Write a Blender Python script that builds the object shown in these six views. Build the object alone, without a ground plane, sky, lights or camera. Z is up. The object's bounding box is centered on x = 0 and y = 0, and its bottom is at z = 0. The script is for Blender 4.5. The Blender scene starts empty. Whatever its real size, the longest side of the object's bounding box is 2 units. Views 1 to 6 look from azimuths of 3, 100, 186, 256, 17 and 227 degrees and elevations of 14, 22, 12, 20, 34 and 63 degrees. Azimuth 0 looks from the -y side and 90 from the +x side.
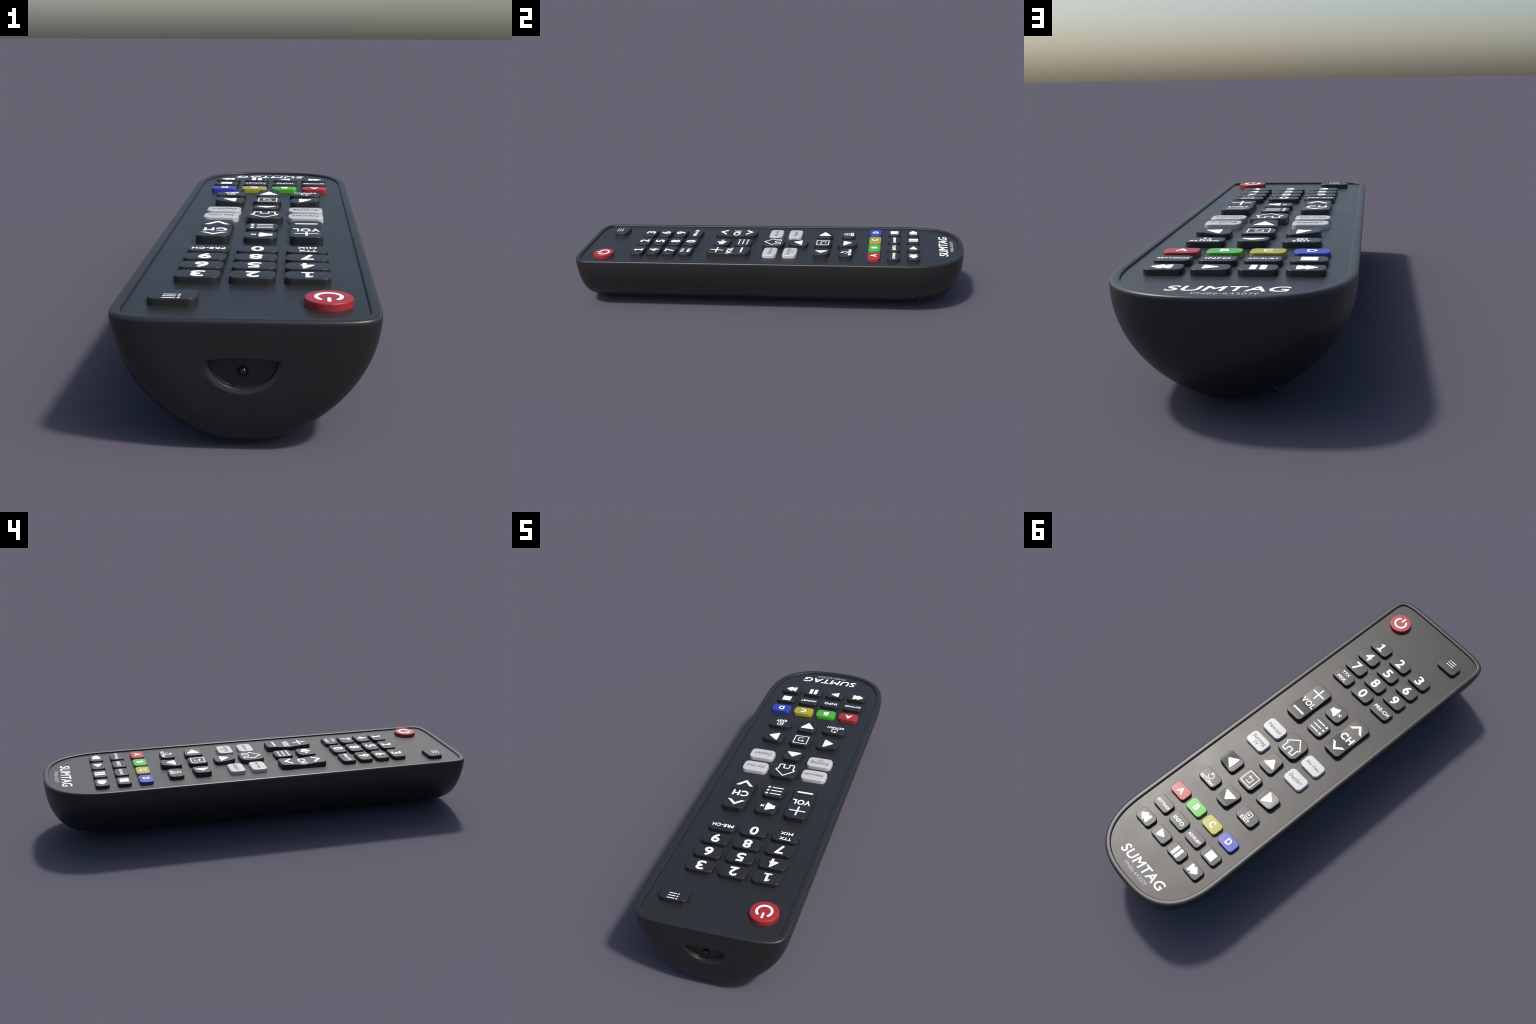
"""A television remote control: boat-shaped housing, recessed face plate, rubber
buttons with printed symbols, infra-red window in the nose and four small feet.
The face reads from +y: 'label space' u runs to the reader's right (-x), v runs up (-y)."""
import bpy, bmesh, math
from math import sin, cos, pi, sqrt, atan2, hypot
from mathutils import Vector

# ------------------------------------------------------------------ measures
HALF_WIDTH = 0.2862      # half width of the housing
BELLY = 0.2785            # height of the widest line above the ground
RIM_TOP = 0.2884
PLATE_Z = 0.2812         # face plate
RIM_WIDTH = 0.0242
SECTION_POWER = 2.00     # cross-section is nearly a half ellipse
NOSE_RUN, NOSE_POWER = 0.090, 4.2     # profile of the front end
TAIL_RUN, TAIL_POWER = 0.229, 2.22    # profile of the back end
TAIL_DEPTH, TAIL_ROUND = 0.318, 2.68  # plan of the back end (superellipse)
NOSE_DEPTH, NOSE_ROUND = 0.160, 6.0   # plan of the front end
NOSE_GROW, NOSE_SOFTEN = 0.12, 1.3                      # front corners get rounder with depth
KEEL = 0.0028           # the belly hovers on its feet
BTN_TOP = 0.2976
BTN_FOOT = 0.2795

# ------------------------------------------------------------------ materials
def plastic(name, color, rough, bump=0.0, bump_scale=900.0, mottling=0.06, spec=0.5, vary=0.0):
    m = bpy.data.materials.new(name); m.use_nodes = True
    nt = m.node_tree; n = nt.nodes; l = nt.links
    b = n["Principled BSDF"]
    tc = n.new("ShaderNodeTexCoord")
    big = n.new("ShaderNodeTexNoise"); big.inputs["Scale"].default_value = 9.0; big.inputs["Detail"].default_value = 4.0
    l.new(tc.outputs["Object"], big.inputs["Vector"])
    rr = n.new("ShaderNodeMapRange")
    rr.inputs["From Min"].default_value = 0.3; rr.inputs["From Max"].default_value = 0.7
    rr.inputs["To Min"].default_value = rough - mottling; rr.inputs["To Max"].default_value = rough + mottling
    l.new(big.outputs["Fac"], rr.inputs["Value"]); l.new(rr.outputs["Result"], b.inputs["Roughness"])
    cr = n.new("ShaderNodeValToRGB")
    lo = [c * (1 - vary) for c in color]; hi = [min(1, c * (1 + vary)) for c in color]
    cr.color_ramp.elements[0].position = 0.3; cr.color_ramp.elements[1].position = 0.7
    cr.color_ramp.elements[0].color = (*lo, 1); cr.color_ramp.elements[1].color = (*hi, 1)
    l.new(big.outputs["Fac"], cr.inputs["Fac"]); l.new(cr.outputs["Color"], b.inputs["Base Color"])
    b.inputs["Specular IOR Level"].default_value = spec
    if bump:
        fine = n.new("ShaderNodeTexNoise"); fine.inputs["Scale"].default_value = bump_scale; fine.inputs["Detail"].default_value = 2.0
        bp = n.new("ShaderNodeBump"); bp.inputs["Strength"].default_value = bump; bp.inputs["Distance"].default_value = 0.0006
        l.new(tc.outputs["Object"], fine.inputs["Vector"]); l.new(fine.outputs["Fac"], bp.inputs["Height"])
        l.new(bp.outputs["Normal"], b.inputs["Normal"])
    return m

SHELL = plastic("shell_plastic", (0.0155, 0.0155, 0.0155), 0.40, 0.03, 500, 0.02)
RUBBER = plastic("button_rubber", (0.0155, 0.0155, 0.0157), 0.40, 0.03, 500, 0.02)
RED = plastic("red_rubber", (0.325, 0.020, 0.024), 0.40, 0, 0, 0.02, vary=0.03)
GREEN = plastic("green_rubber", (0.060, 0.355, 0.025), 0.40, 0, 0, 0.02, vary=0.03)
YELLOW = plastic("yellow_rubber", (0.335, 0.300, 0.026), 0.40, 0, 0, 0.02, vary=0.03)
BLUE = plastic("blue_rubber", (0.025, 0.042, 0.330), 0.40, 0, 0, 0.02, vary=0.03)
WHITE = plastic("white_rubber", (0.468, 0.465, 0.462), 0.42, 0, 0, 0.03, vary=0.015)
INK = plastic("white_print", (1.0, 1.0, 1.0), 0.6, 0, 0, 0.0)
FAINT_INK = plastic("faint_white_print", (0.42, 0.42, 0.43), 0.6, 0, 0, 0.0)
GREY_INK = plastic("grey_print", (0.085, 0.085, 0.09), 0.6, 0, 0, 0.0)
LENS = plastic("dark_lens", (0.006, 0.006, 0.008), 0.04, 0, 0, 0.0)
SOCKET = plastic("black_socket", (0.004, 0.004, 0.0045), 0.6, 0, 0, 0.02)

# ------------------------------------------------------------------ object helpers
ROOT = bpy.data.objects.new("remote_control", None)
bpy.context.scene.collection.objects.link(ROOT)
ROOT["label"] = "long dark grey television remote with printed rubber buttons"
ROOT["category"] = "remote control"

def mesh_from(bm, name, mat, smooth_angle=35):
    bmesh.ops.recalc_face_normals(bm, faces=bm.faces)
    me = bpy.data.meshes.new(name); bm.to_mesh(me); bm.free()
    me.materials.append(mat)
    if smooth_angle is not None:
        me.shade_smooth()
        me.set_sharp_from_angle(angle=math.radians(smooth_angle))
    return me

def place(me, name, parent=ROOT, loc=(0, 0, 0)):
    o = bpy.data.objects.new(name, me); bpy.context.scene.collection.objects.link(o)
    o.parent = parent; o.location = loc
    return o

# ------------------------------------------------------------------ housing
def run_in(t, power):                       # 0 at the widest line, 1 at the keel
    return 1 - max(0.0, 1 - t ** power) ** (1 / power)

def tail_angles():
    return [pi / 2 * (i / 56) for i in range(57)]

def nose_angles():
    fine = [(i * 0.0008) / HALF_WIDTH for i in range(0, 116)]
    dense = [math.acos(min(1, f ** (NOSE_ROUND / 2))) for f in fine]
    last = dense[-1]
    return sorted(set([last * i / 70 for i in range(70)] + dense))

TAIL_A, NOSE_A, SIDE_STEPS = tail_angles(), nose_angles(), 48

def outline(t):
    """Closed horizontal outline of the housing at depth t below the widest line."""
    sx = HALF_WIDTH * max(0.0, 1 - t ** SECTION_POWER) ** (1 / SECTION_POWER)
    yf = -1 + NOSE_RUN * run_in(t, NOSE_POWER)
    yb = 1 - TAIL_RUN * run_in(t, TAIL_POWER)
    nd = NOSE_DEPTH + NOSE_GROW * t; nr = NOSE_ROUND - NOSE_SOFTEN * t
    tail = [(sx * max(0, cos(a)) ** (2 / TAIL_ROUND), yb - TAIL_DEPTH + TAIL_DEPTH * sin(a) ** (2 / TAIL_ROUND)) for a in TAIL_A]
    nose = [(sx * max(0, cos(a)) ** (2 / nr), yf + nd - nd * sin(a) ** (2 / nr)) for a in NOSE_A]
    y0, y1 = tail[0][1], nose[0][1]
    side = [y0 + (y1 - y0) * i / SIDE_STEPS for i in range(1, SIDE_STEPS)]
    pts = tail + [(-x, y) for x, y in reversed(tail[:-1])]
    pts += [(-sx, y) for y in side]
    pts += [(-x, y) for x, y in nose] + [(x, y) for x, y in reversed(nose[:-1])]
    pts += [(sx, y) for y in reversed(side)]
    return pts

def inset(pts, d):
    n = len(pts); out = []
    for i, (x, y) in enumerate(pts):
        ax, ay = pts[i - 1]; bx, by = pts[(i + 1) % n]
        tx, ty = bx - ax, by - ay; k = hypot(tx, ty) or 1
        out.append((x - ty / k * d, y + tx / k * d))
    return out

# the infra-red window: a D-shaped hollow in the nose
WIN_HALF, WIN_TOP, WIN_CORNER, WIN_LOW, WIN_FLOOR = 0.0718, 0.2075, 0.2008, 0.1388, -0.9830

def smooth(e0, e1, v):
    s = min(1, max(0, (v - e0) / (e1 - e0)))      # also runs downwards when e0 > e1
    return s * s * (3 - 2 * s)

def window_inside(x, z):
    q = x / WIN_HALF
    top = WIN_TOP - (WIN_TOP - WIN_CORNER) * q * q - z
    zz = min(0.0, z - WIN_CORNER) / (WIN_CORNER - WIN_LOW)
    bowl = (1 - sqrt(q * q + zz * zz)) * (WIN_HALF if z > WIN_CORNER else 0.068)
    return min(top, bowl)

def build_housing():
    ts = [sin(pi / 2 * i / 44) for i in range(45)]
    ts += [(BELLY - z) / (BELLY - KEEL) for z in [0.120 + 0.0008 * i for i in range(120)]]
    ts = sorted(ts); keep = [ts[0]]
    for t in ts[1:]:
        if t - keep[-1] > 0.0020 or t == 1: keep.append(t)
    bm = bmesh.new(); rings = []
    base = outline(0)
    # rounded rim, from the inner wall outwards, then the hull down to the keel
    top = RIM_TOP
    rim = [(RIM_WIDTH, 0.2750), (RIM_WIDTH, top - .0048), (RIM_WIDTH - .0003, top - .0030), (RIM_WIDTH - .0012, top - .0015), (RIM_WIDTH - .0030, top - .0005),
           (RIM_WIDTH - .006, top - .0001), (0.0098, top), (0.0068, top - .0003), (0.0043, top - .0011), (0.0022, top - .0025), (0.0008, top - .0045), (0.0001, top - .0070)]
    for d, z in rim:
        rings.append([bm.verts.new((x, y, z)) for x, y in inset(base, d)])
    for t in keep:
        z = BELLY - (BELLY - KEEL) * t; ring = []
        for x, y in outline(t):
            if y < -0.9 and abs(x) < 0.115 and 0.1 < z < 0.24:
                d = window_inside(x, z)
                y += 0.0042 * smooth(-0.0125, 0.002, d) * smooth(WIN_TOP + 0.004, WIN_CORNER - 0.02, z)
                s = smooth(-0.0006, 0.0022, d)
                y = y + (WIN_FLOOR - y) * s
            ring.append(bm.verts.new((x, y, z)))
        rings.append(ring)
    n = len(base)
    for a, b in zip(rings, rings[1:]):
        for i in range(n):
            j = (i + 1) % n
            bm.faces.new((a[i], a[j], b[j], b[i]))
    bmesh.ops.remove_doubles(bm, verts=bm.verts, dist=2e-5)
    bmesh.ops.dissolve_degenerate(bm, dist=1e-6, edges=bm.edges)
    place(mesh_from(bm, "housing", SHELL, 50), "housing")

    bm = bmesh.new()
    low = [bm.verts.new((x, y, 0.2755)) for x, y in inset(base, RIM_WIDTH + .0004)]
    top = [bm.verts.new((x, y, PLATE_Z)) for x, y in inset(base, RIM_WIDTH + .0004)]
    for i in range(n):
        j = (i + 1) % n; bm.faces.new((low[i], low[j], top[j], top[i]))
    bm.faces.new(top); bm.faces.new(low)
    place(mesh_from(bm, "face_plate", SHELL, 30), "face_plate")

def lathe(profile, segs=40):
    bm = bmesh.new(); rings = []
    for r, z in profile:
        rings.append([bm.verts.new((r * cos(2 * pi * i / segs), r * sin(2 * pi * i / segs), z)) for i in range(segs)] if r > 1e-6 else [bm.verts.new((0, 0, z))])
    for a, b in zip(rings, rings[1:]):
        for i in range(segs):
            j = (i + 1) % segs
            if len(a) == 1: bm.faces.new((a[0], b[i], b[j]))
            elif len(b) == 1: bm.faces.new((a[i], a[j], b[0]))
            else: bm.faces.new((a[i], a[j], b[j], b[i]))
    return bm

def build_emitter():
    ring = lathe([(0.0, -0.004), (0.0124, -0.004), (0.0124, 0.0012), (0.0116, 0.0017), (0.0106, 0.0012), (0.0100, -0.003), (0, -0.003)])
    o = place(mesh_from(ring, "emitter_socket", SOCKET, 40), "emitter_socket", loc=(0.0, WIN_FLOOR, 0.1757))
    o.rotation_euler = (pi / 2, 0, 0)
    ball = bmesh.new(); bmesh.ops.create_uvsphere(ball, u_segments=40, v_segments=24, radius=0.0098)
    place(mesh_from(ball, "emitter_lens", LENS, 90), "emitter_lens", parent=o, loc=(0, 0, 0.0035))

def build_feet():
    prof = [(0, -0.0075)] + [(0.0075 * sin(a), -0.0075 * cos(a)) for a in [pi / 2 * i / 8 for i in range(1, 9)]] + [(0.0075, 0.012), (0, 0.012)]
    me = mesh_from(lathe(prof, 24), "foot", RUBBER, 40)
    for x in (0.095, -0.095):
        for y in (0.785, -0.9):
            o = place(me, "foot", loc=(x, y, 0.0158))
            o.rotation_euler = (0, -math.asin(x / HALF_WIDTH) * 0.9, 0)

def build_battery_grip():
    """Low thumb pad of the battery cover, under the belly."""
    bm = bmesh.new(); rings = []
    for d, z in ((0.004, 0.0004), (0.0015, 0.0009), (0.0, 0.0022), (0.0, 0.0120)):
        rings.append([bm.verts.new((x, y, z)) for x, y in inset(rounded(box_corners(0.050, 0.200), 0.012), d)])
    for a, b in zip(rings, rings[1:]):
        for i in range(len(a)):
            j = (i + 1) % len(a); bm.faces.new((a[i], a[j], b[j], b[i]))
    bm.faces.new(rings[0])
    place(mesh_from(bm, "battery_cover_grip", SHELL, 40), "battery_cover_grip", loc=(0, -0.18, 0))

# ------------------------------------------------------------------ buttons
def rounded(corners, radius, steps=9):
    """Rounded convex polygon, corners anticlockwise."""
    out = []; n = len(corners)
    for i in range(n):
        p = Vector(corners[i]); a = Vector(corners[i - 1]) - p; b = Vector(corners[(i + 1) % n]) - p
        a.normalize(); b.normalize()
        half = a.angle(b) / 2; d = radius / math.tan(half)
        c = p + (a + b).normalized() * (radius / sin(half))
        s, e = p + a * d - c, p + b * d - c
        a0 = atan2(s.y, s.x); a1 = atan2(e.y, e.x)
        while a1 < a0: a1 += 2 * pi
        out += [(c.x + radius * cos(a0 + (a1 - a0) * k / steps), c.y + radius * sin(a0 + (a1 - a0) * k / steps)) for k in range(steps + 1)]
    return out

def box_corners(w, h):
    return [(-w / 2, -h / 2), (w / 2, -h / 2), (w / 2, h / 2), (-w / 2, h / 2)]

def cut_planes(bm, axis, lo, hi, steps):
    no = (1, 0, 0) if axis == 0 else (0, 1, 0)
    for i in range(1, steps):
        c = lo + (hi - lo) * i / steps
        co = (c, 0, 0) if axis == 0 else (0, c, 0)
        bmesh.ops.bisect_plane(bm, geom=bm.verts[:] + bm.edges[:] + bm.faces[:], dist=1e-6, plane_co=co, plane_no=no)

def button_mesh(name, plan, mat, height, bevel=0.0022, lift=None):
    """plan: anticlockwise outline in world axes about the button centre; height above BTN_FOOT."""
    bm = bmesh.new(); n = len(plan)
    prof = [(-0.0012, 0), (-0.0002, height - bevel - 0.002), (0.0, height - bevel)]
    prof += [(bevel * (1 - cos(a)), height - bevel + bevel * sin(a)) for a in [pi / 2 * i / 4 for i in range(1, 5)]]
    prof += [(bevel + 0.0006, height + 0.00002)]
    rings = [[bm.verts.new((x, y, z)) for x, y in inset(plan, d)] for d, z in prof]
    for a, b in zip(rings, rings[1:]):
        for i in range(n):
            j = (i + 1) % n; bm.faces.new((a[i], a[j], b[j], b[i]))
    bm.faces.new(rings[-1])
    if lift:
        axis, lo, hi, fn = lift
        cut_planes(bm, axis, lo, hi, 28)
        for v in bm.verts:
            k = min(1, max(0, (v.co.z - 0.004) / (height - 0.004 - bevel)))
            v.co.z += fn(v.co[axis]) * k
    return mesh_from(bm, name, mat, 38)

# ------------------------------------------------------------------ printed labels
def strip(bm, pts, width, closed=False, round_cap=True):
    """Flat ribbon of constant width along a polyline with mitred joints."""
    pts = [Vector(p) for p in pts]; n = len(pts); L = []; R = []; h = width / 2
    for i, p in enumerate(pts):
        a = (p - pts[i - 1]).normalized() if (closed or i > 0) else None
        b = (pts[(i + 1) % n] - p).normalized() if (closed or i < n - 1) else None
        a = a or b; b = b or a
        m = Vector((-(a.y + b.y), a.x + b.x)).normalized()
        k = h / max(0.35, m.dot(Vector((-a.y, a.x))))
        L.append(bm.verts.new((*(p + m * k), 0))); R.append(bm.verts.new((*(p - m * k), 0)))
    for i in range(n if closed else n - 1):
        j = (i + 1) % n
        bm.faces.new((R[i], R[j], L[j], L[i]))
    if round_cap and not closed:
        for p, q, v0, v1 in ((pts[0], pts[1], L[0], R[0]), (pts[-1], pts[-2], R[-1], L[-1])):
            d = (p - q).normalized(); a0 = atan2(d.y, d.x) + pi / 2
            arc = [bm.verts.new((p.x + h * cos(a0 - pi * k / 8), p.y + h * sin(a0 - pi * k / 8), 0)) for k in range(1, 8)]
            # v0 lies on the left of the outward direction at the end, on the right at the start
            first, last = (v0, v1)
            if (Vector(first.co.xy) - p).dot(Vector((cos(a0), sin(a0)))) < 0: first, last = last, first
            bm.faces.new([first] + arc + [last])

def shape(bm, pts):
    bm.faces.new([bm.verts.new((x, y, 0)) for x, y in pts])

def disc(bm, x, y, r, steps=20):
    shape(bm, [(x + r * cos(2 * pi * i / steps), y + r * sin(2 * pi * i / steps)) for i in range(steps)])

def arc_pts(cx, cy, r, a0, a1, steps=24):
    return [(cx + r * cos(math.radians(a0 + (a1 - a0) * i / steps)), cy + r * sin(math.radians(a0 + (a1 - a0) * i / steps))) for i in range(steps + 1)]

def text_into(bm, body, cu, cv, width, cap, bold=0.0, slant=0.0, ref="H"):
    """Built-in font, fitted: `width` across all letters, `cap` the capital height."""
    def raw(s, spread):
        cu_ = bpy.data.curves.new("glyphs", "FONT"); cu_.body = s; cu_.size = 1; cu_.space_character = spread
        cu_.resolution_u = 5; cu_.fill_mode = "FRONT"
        ob = bpy.data.objects.new("glyphs", cu_); bpy.context.scene.collection.objects.link(ob)
        bpy.context.view_layer.update()
        me = bpy.data.meshes.new_from_object(ob.evaluated_get(bpy.context.evaluated_depsgraph_get()))
        bpy.data.objects.remove(ob); bpy.data.curves.remove(cu_)
        return me
    r = raw(ref, 1.0); ys = [v.co.y for v in r.vertices]; h0, h1 = min(ys), max(ys); bpy.data.meshes.remove(r)
    me = raw(body, 1.0 + 3.2 * bold)
    fat = bold * cap                      # how far the strokes are thickened on every side
    sy = (cap - 2 * fat) / (h1 - h0)
    for v in me.vertices:
        v.co.y -= h0; v.co.x += slant * v.co.y
    xs = [v.co.x for v in me.vertices]; x0, x1 = min(xs), max(xs)
    sx = (width - 2 * fat) / (x1 - x0)
    for v in me.vertices:
        v.co.x = (v.co.x - (x0 + x1) / 2) * sx + cu; v.co.y = v.co.y * sy - cap / 2 + fat + cv; v.co.z = 0
    # the thick strokes are the union of copies pushed outwards, each a hair above the last
    moves = [(0.0, 0.0)] + ([(fat * cos(2 * pi * k / 12), fat * sin(2 * pi * k / 12)) for k in range(12)] if fat else [])
    for k, (dx, dy) in enumerate(moves):
        first = len(bm.verts)
        bm.from_mesh(me); bm.verts.ensure_lookup_table()
        for v in bm.verts[first:]:
            v.co.x += dx; v.co.y += dy; v.co.z = 0.000025 * k
    bpy.data.meshes.remove(me)

def label(name, draw, parent, top, mat=INK, lift=None, base_z=0.0):
    """Turn flat artwork (label space) into a thin printed layer lying on the surface."""
    bm = bmesh.new(); draw(bm)
    for f in bm.faces: f.smooth = False
    for v in bm.verts: v.co.x, v.co.y = -v.co.x, -v.co.y
    bmesh.ops.remove_doubles(bm, verts=bm.verts, dist=2e-6)
    for f in bm.faces:
        f.normal_update()
        if f.normal.z < 0: f.normal_flip()
    bmesh.ops.triangulate(bm, faces=[f for f in bm.faces if len(f.verts) > 4])
    if lift:
        cut_planes(bm, lift[0], lift[1], lift[2], 28)
    ext = bmesh.ops.extrude_face_region(bm, geom=bm.faces[:])
    up = [g for g in ext["geom"] if isinstance(g, bmesh.types.BMVert)]
    upset = set(up)
    for v in bm.verts:
        v.co.z = top + v.co.z + (0.0004 if v in upset else -0.0004)
        if lift: v.co.z += lift[3](v.co[lift[0]])
    me = mesh_from(bm, name, mat, None)
    return place(me, name, parent)

# ------------------------------------------------------------------ face layout
H0 = BTN_TOP - BTN_FOOT
LOW = H0 - 0.0014         # the small keys at the tail stand a little lower
MESHES = {}

def button(name, x, y, plan_key, plan, mat=RUBBER, height=H0, bevel=0.0022, lift=None):
    key = (plan_key, mat.name)
    if key not in MESHES:
        MESHES[key] = button_mesh(name, plan, mat, height, bevel, lift)
    return place(MESHES[key], name, loc=(x, y, BTN_FOOT))

def text_label(parent, lines, top=H0, mat=INK, name="printed_text", lift=None):
    def draw(bm):
        for body, cu, cv, w, cap, bold, slant in lines:
            text_into(bm, body, cu, cv, w, cap, bold, slant)
    return label(name, draw, parent, top, mat, lift)

def symbol(parent, draw, top=H0, lift=None, mat=INK):
    return label("printed_symbol", draw, parent, top, mat, lift)

# --- number pad
pad = rounded(box_corners(0.1075, 0.0660), 0.0195)
COLS, ROWS = (0.1318, 0.0022, -0.1272), (-0.6805, -0.5955, -0.5108, -0.4250)
for r, row in enumerate((("1", "2", "3"), ("4", "5", "6"), ("7", "8", "9"))):
    for c, digit in enumerate(row):
        b = button("number_button", COLS[c], ROWS[r], "pad", pad)
        if digit == "1":
            def one(bm):
                shape(bm, [(-.0145, -.0225), (.0150, -.0225), (.0150, -.0160), (.0052, -.0160), (.0052, .0225), (-.0028, .0225), (-.0128, .0150), (-.0128, .0085), (-.0038, .0130), (-.0038, -.0160), (-.0145, -.0160)])
            label("printed_digit", one, b, H0)
        else:
            text_label(b, [(digit, 0, 0.0014, 0.0335, 0.0485, 0.034, 0)], name="printed_digit")
b = button("number_button", COLS[1], ROWS[3], "pad", pad)
text_label(b, [("0", 0, 0.0018, 0.0335, 0.0490, 0.034, 0)], name="printed_digit")
b = button("text_mix_button", COLS[0], ROWS[3], "pad", pad)
text_label(b, [("TTX", -0.002, 0.0175, 0.0465, 0.0165, 0.036, 0), ("MIX", 0.0, -0.0150, 0.0490, 0.0165, 0.036, 0)])
b = button("previous_channel_button", COLS[2], ROWS[3], "pad", pad)
text_label(b, [("PRE-CH", 0, 0.002, 0.0875, 0.0180, 0.036, 0)])

# --- menu and power
b = button("menu_button", -0.1605, -0.8545, "menu", rounded(box_corners(0.107, 0.0700), 0.0195))
def menu_art(bm, s=1.0, ou=0.004, ov=0.0155, left=True):
    for k in (-1, 0, 1):
        strip(bm, [(ou - 0.0110, ov + k * 0.0128), (ou + 0.0155, ov + k * 0.0128)], 0.0032)
        disc(bm, ou - 0.0195, ov + k * 0.0128, 0.0030)
symbol(b, menu_art)
N = 64
power_plan = [(0.0525 * cos(2 * pi * i / N), 0.0525 * sin(2 * pi * i / N)) for i in range(N)]
b = button("power_button", 0.1756, -0.8570, "power", power_plan, RED, H0 + 0.0004, 0.0028)
def power_art(bm):
    strip(bm, arc_pts(0, -0.0010, 0.0275, 134, 406, 48), 0.0088)
    strip(bm, [(0, 0.0107), (0, 0.0320)], 0.0080)
symbol(b, power_art, H0 + 0.0004)

# --- rockers: both ends rise from a crease in the middle
def rocker_lift(q):
    s = min(1, max(0, (abs(q) - 0.004) / 0.098))
    return -0.0002 + 0.0068 * sin(s * pi / 2)
ROCK = (1, -0.112, 0.112, rocker_lift)
rocker_plan = rounded(box_corners(0.0915, 0.2210), 0.0195)
vol = button("volume_rocker", 0.1316, -0.1990, "rocker", rocker_plan, lift=ROCK)
def plus_art(bm):
    w, a, b_ = 0.0033, 0.0345, 0.0335; cv = 0.0600
    pts = []
    for dx, dy, L in ((1, 0, a), (0, 1, b_), (-1, 0, a), (0, -1, b_)):
        nx, ny = -dy, dx
        arc = [(dx * (L - w) + w * (cos(t) * dx + sin(t) * nx), dy * (L - w) + w * (cos(t) * dy + sin(t) * ny)) for t in [-pi / 2 + pi * k / 8 for k in range(9)]]
        pts += arc + [(w * (dx + nx), w * (dy + ny))]
    shape(bm, [(x, y + cv) for x, y in pts])
def vol_art(bm):
    plus_art(bm)
    strip(bm, [(-0.0290, -0.0695), (0.0290, -0.0695)], 0.0092)
    text_into(bm, "VOL", 0, -0.0060, 0.0770, 0.0305, 0.034)
symbol(vol, vol_art, lift=ROCK)
ch = button("channel_rocker", -0.1304, -0.1990, "rocker", rocker_plan, lift=ROCK)
def chevron(bm, cv, s):
    shape(bm, [(-0.0370, cv - s * 0.0190), (-0.0370 + 0.0155, cv - s * 0.0190), (0, cv + s * 0.0040), (0.0215, cv - s * 0.0190), (0.0370, cv - s * 0.0190), (0, cv + s * 0.0195)])
def ch_art(bm):
    chevron(bm, 0.0715, 1); chevron(bm, -0.0720, -1)
    text_into(bm, "CH", 0, -0.0005, 0.0680, 0.0370, 0.040)
symbol(ch, ch_art, lift=ROCK)

# --- mute, list, home
small = rounded(box_corners(0.0910, 0.0860), 0.0215)
b = button("mute_button", 0.0022, -0.2565, "small", small)
def mute_art(bm):
    body = [(-0.0335, -0.0110), (-0.0335, 0.0110), (-0.0220, 0.0125), (-0.0070, 0.0215), (-0.0010, 0.0255), (0.0040, 0.0225), (0.0055, 0.0), (0.0040, -0.0225), (-0.0010, -0.0255), (-0.0070, -0.0215), (-0.0220, -0.0125)]
    shape(bm, list(reversed(body)))
    x, y, r, w = 0.0200, -0.0010, 0.0092, 0.0022
    pts = []
    for k in range(4):
        a = pi / 4 + k * pi / 2; dx, dy = cos(a), sin(a); nx, ny = -dy, dx
        pts += [(x + dx * r - nx * w, y + dy * r - ny * w), (x + dx * r + nx * w, y + dy * r + ny * w), (x + w * (dx + nx), y + w * (dy + ny))]
    shape(bm, pts)
symbol(b, mute_art)
b = button("list_button", 0.0022, -0.1412, "small", small)
def list_art(bm):
    for k in (-1, 0, 1):
        strip(bm, [(-0.0300, k * 0.0222 + .0005), (0.0140, k * 0.0222 + .0005)], 0.0052)
        disc(bm, 0.0290, k * 0.0222 + .0005, 0.0058)
symbol(b, list_art)
HOME_H = H0 + 0.0034
b = button("home_button", 0.0022, 0.0195, "home", rounded(box_corners(0.1145, 0.1130), 0.0290), height=HOME_H)
def home_art(bm):
    pts = [(0.0, 0.0455), (0.0398, 0.0055), (0.0410, 0.0020), (0.0392, -0.0025), (0.0325, -0.0035), (0.0325, -0.0335)]
    pts += [(0.0310, -0.0375), (0.0280, -0.0392), (0.0121, -0.0392), (0.0121, -0.0180), (0.0108, -0.0140), (0.0075, -0.0120), (0.0, -0.0120)]
    full = pts + [(-x, y) for x, y in reversed(pts[1:-1])]
    strip(bm, list(reversed(full)), 0.0050, closed=True)
symbol(b, home_art, HOME_H)

# --- white application buttons
app = rounded(box_corners(0.1085, 0.0715), 0.0200)
APPS = ((0.1306, 0.0190, [("Netcast", 0.0010, 0.0005, 0.0830, 0.0180, 0.0, 0.16)]),
        (0.1306, 0.1225, [("Sumtag", 0.0, 0.0100, 0.0830, 0.0180, 0.0, 0.16), ("TV", 0.0, -0.0140, 0.0260, 0.0170, 0.0, 0.16)]),
        (-0.1330, 0.0190, [("Elite Video", 0.0, 0.0005, 0.0800, 0.0145, 0.0, 0.16)]),
        (-0.1330, 0.1230, [("Dazzle+", -0.002, 0.0005, 0.0780, 0.0190, 0.0, 0.16)]))
for x, y, lines in APPS:
    b = button("application_button", x, y, "app", app, WHITE, H0, 0.0038)
    text_label(b, lines, mat=GREY_INK)

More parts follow.
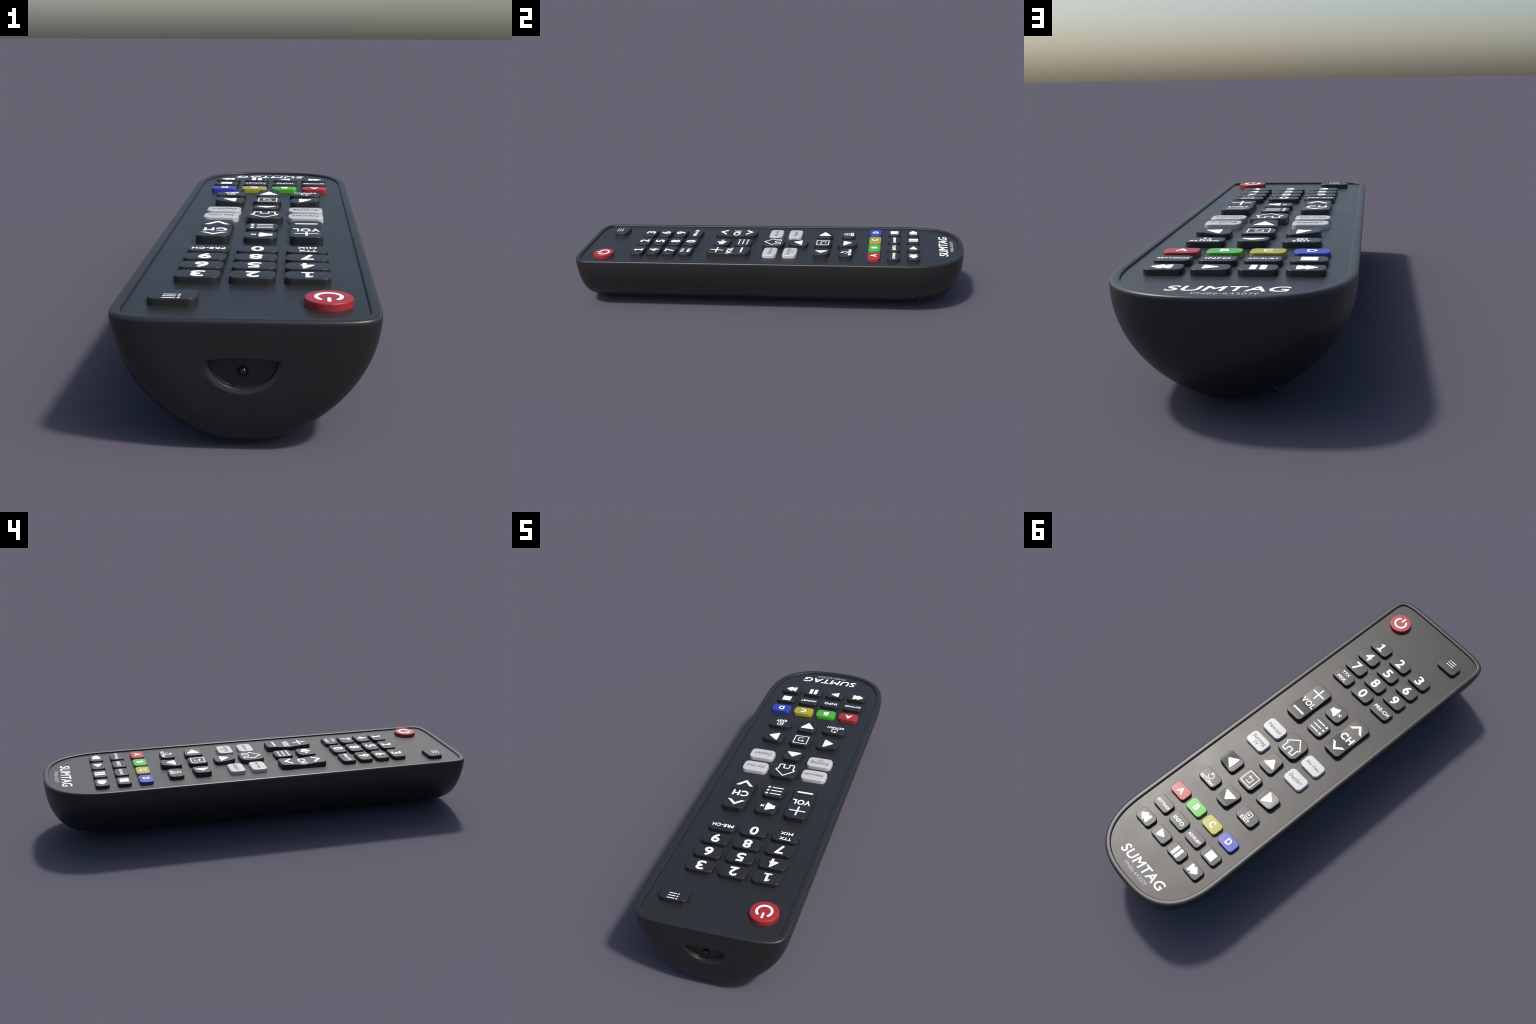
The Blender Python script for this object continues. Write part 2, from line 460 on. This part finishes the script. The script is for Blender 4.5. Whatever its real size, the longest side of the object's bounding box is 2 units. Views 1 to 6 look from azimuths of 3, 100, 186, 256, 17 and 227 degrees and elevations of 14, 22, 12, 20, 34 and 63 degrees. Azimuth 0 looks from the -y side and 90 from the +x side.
# --- direction pad: outward ends are narrower and swept up
def arrow_button(x, y, dx, dy, key):
    L, wi, wo = 0.0505, 0.0440, 0.0360          # half length, half widths inside and outside
    nx, ny = -dy, dx
    cs = [(-dx * L * 0.92 - nx * wi, -dy * L * 0.92 - ny * wi), (dx * L * 0.98 - nx * wo, dy * L * 0.98 - ny * wo),
          (dx * L * 0.98 + nx * wo, dy * L * 0.98 + ny * wo), (-dx * L * 0.92 + nx * wi, -dy * L * 0.92 + ny * wi)]
    axis = 0 if dx else 1; s = dx + dy
    fn = lambda q: 0.0054 * smooth(-0.025, 0.052, q * s)
    lift = (axis, -0.056, 0.056, fn)
    b = button("arrow_button", x, y, key, rounded(cs, 0.0190), lift=lift)
    def tri(bm):
        # a wide triangle pointing outwards, corners softened, in label space (u,v)=(-x,-y)
        tip, back, half = 0.0215 + 0.0045, -0.0235 + 0.0045, 0.0345
        pts = [(tip, 0.0), (back, half), (back, -half)]
        w = [(-(px * dx - py * dy), -(px * dy + py * dx)) for px, py in pts]
        r = rounded(w, 0.0042, 5)
        shape(bm, r)
    symbol(b, tri, lift=lift)
arrow_button(0.0024, 0.1535, 0, -1, "arrow_up")
arrow_button(0.0024, 0.4075, 0, 1, "arrow_down")
arrow_button(0.1285, 0.2825, 1, 0, "arrow_left")
arrow_button(-0.1240, 0.2825, -1, 0, "arrow_right")
b = button("enter_button", 0.0020, 0.2808, "enter", rounded(box_corners(0.0935, 0.0865), 0.0215), height=H0 + 0.0024)
def enter_art(bm):
    k = 0.0305
    strip(bm, [(-k - .001, -k), (k - .001, -k), (k - .001, k + .001), (-k - .001, k + .001)], 0.0036, closed=True)
    strip(bm, [(-0.0114, -0.0154), (0.0120, -0.0154), (0.0120, 0.0091), (-0.0080, 0.0091)], 0.0034, round_cap=False)
    shape(bm, [(-0.0068, 0.0186), (-0.0163, 0.0092), (-0.0062, 0.0002), (-0.0080, 0.0091)])
symbol(b, enter_art, H0 + 0.0024)
wide = rounded(box_corners(0.1035, 0.0660), 0.0195)
b = button("return_button", 0.1302, 0.4090, "wide", wide)
def return_art(bm):
    text_into(bm, "RETURN", -0.001, -0.0194, 0.0775, 0.0145, 0.034)
    strip(bm, arc_pts(-0.0012, 0.0062, 0.0142, 182, 430, 30), 0.0035)
    shape(bm, [(-0.0125, 0.0185), (-0.0019, 0.0085), (-0.0019, 0.0285)])
symbol(b, return_art)
b = button("exit_button", -0.1306, 0.4080, "wide", wide)
def exit_art(bm):
    text_into(bm, "EXIT", 0, -0.0182, 0.0480, 0.0178, 0.036)
    c = [(-0.0127, 0.0150), (-0.0127, 0.0195), (-0.0098, 0.0225), (0.0085, 0.0225), (0.0118, 0.0195), (0.0118, -0.0008), (0.0088, -0.0038), (-0.0098, -0.0038), (-0.0127, -0.0008), (-0.0127, 0.0030)]
    strip(bm, c, 0.0030)
    strip(bm, [(-0.0174, 0.0090), (-0.0030, 0.0090)], 0.0030)
    shape(bm, [(-0.0032, 0.0165), (-0.0028, 0.0012), (0.0048, 0.0092)])
symbol(b, exit_art)

# --- coloured row, text row, playback row
key_plan = rounded(box_corners(0.0905, 0.0610), 0.0165)
KX = (0.1648, 0.0542, -0.0566, -0.1676)
for x, letter, mat, w in zip(KX, "ABCD", (RED, GREEN, YELLOW, BLUE), (0.0315, 0.0240, 0.0240, 0.0260)):
    b = button("coloured_button", x, 0.5508, "key", key_plan, mat, LOW)
    text_label(b, [(letter, 0, 0.0015, w, 0.0305, 0.034, 0)], LOW, name="printed_letter")
for x, body, w, cap in zip(KX, ("SETTINGS", "INFO", "AD/SUBT"), (0.0780, 0.0620, 0.0765), (0.0135, 0.0180, 0.0135)):
    b = button("option_button", x, 0.6485, "key", key_plan, height=LOW)
    text_label(b, [(body, 0, -0.002, w, cap, 0.030, 0)], LOW)
b = button("stop_button", KX[3], 0.6485, "key", key_plan, height=LOW)
symbol(b, lambda bm: shape(bm, [(-0.0205, -0.0200), (0.0205, -0.0200), (0.0205, 0.0200), (-0.0205, 0.0200)]), LOW)
def soft_triangle(bm, u, direction, half=0.0218, length=0.0430, r=0.0045):
    pts = [(u - direction * length / 2, -half), (u + direction * length / 2, 0), (u - direction * length / 2, half)]
    shape(bm, rounded(pts if direction > 0 else list(reversed(pts)), r, 5))
def double_arrow(bm, s, u0=0.0):
    # two triangles merged into one outline, pointing along s
    half = [(0.0300, 0.0), (0.0297, 0.0022), (0.0280, 0.0045), (0.0090, 0.0192), (0.0060, 0.0206), (0.0030, 0.0203), (0.0012, 0.0180), (0.0008, 0.0105),
            (-0.0110, 0.0196), (-0.0150, 0.0206), (-0.0183, 0.0190), (-0.0198, 0.0150)]
    pts = list(reversed([(x, -y) for x, y in half[1:]])) + half
    p = [(u0 + s * x, y) for x, y in pts]
    shape(bm, p if s > 0 else list(reversed(p)))
b = button("playback_button", KX[0], 0.7472, "key", key_plan, height=LOW)
symbol(b, lambda bm: double_arrow(bm, -1, 0.0), LOW)
b = button("playback_button", KX[1], 0.7472, "key", key_plan, height=LOW)
symbol(b, lambda bm: soft_triangle(bm, 0.0025, 1), LOW)
b = button("playback_button", KX[2], 0.7472, "key", key_plan, height=LOW)
def pause_art(bm):
    for u in (-0.0116, 0.0116):
        shape(bm, rounded([(u - 0.0078, -0.0235), (u + 0.0078, -0.0235), (u + 0.0078, 0.0235), (u - 0.0078, 0.0235)], 0.003, 4))
symbol(b, pause_art, LOW)
b = button("playback_button", KX[3], 0.7472, "key", key_plan, height=LOW)
symbol(b, lambda bm: double_arrow(bm, 1, -0.0035), LOW)

build_housing()
build_emitter()
build_feet()
build_battery_grip()
# --- lettering on the plate
def maker(bm): text_into(bm, "SUMTAG", 0.0097, -0.8985, 0.2720, 0.0440, 0.019, 0.17)
label("printed_lettering", maker, ROOT, PLATE_Z)
def part_number(bm): text_into(bm, "PN86-64307F", 0.0105, -0.9410, 0.1450, 0.0160, 0.0, 0.0)
label("printed_lettering", part_number, ROOT, PLATE_Z, FAINT_INK)
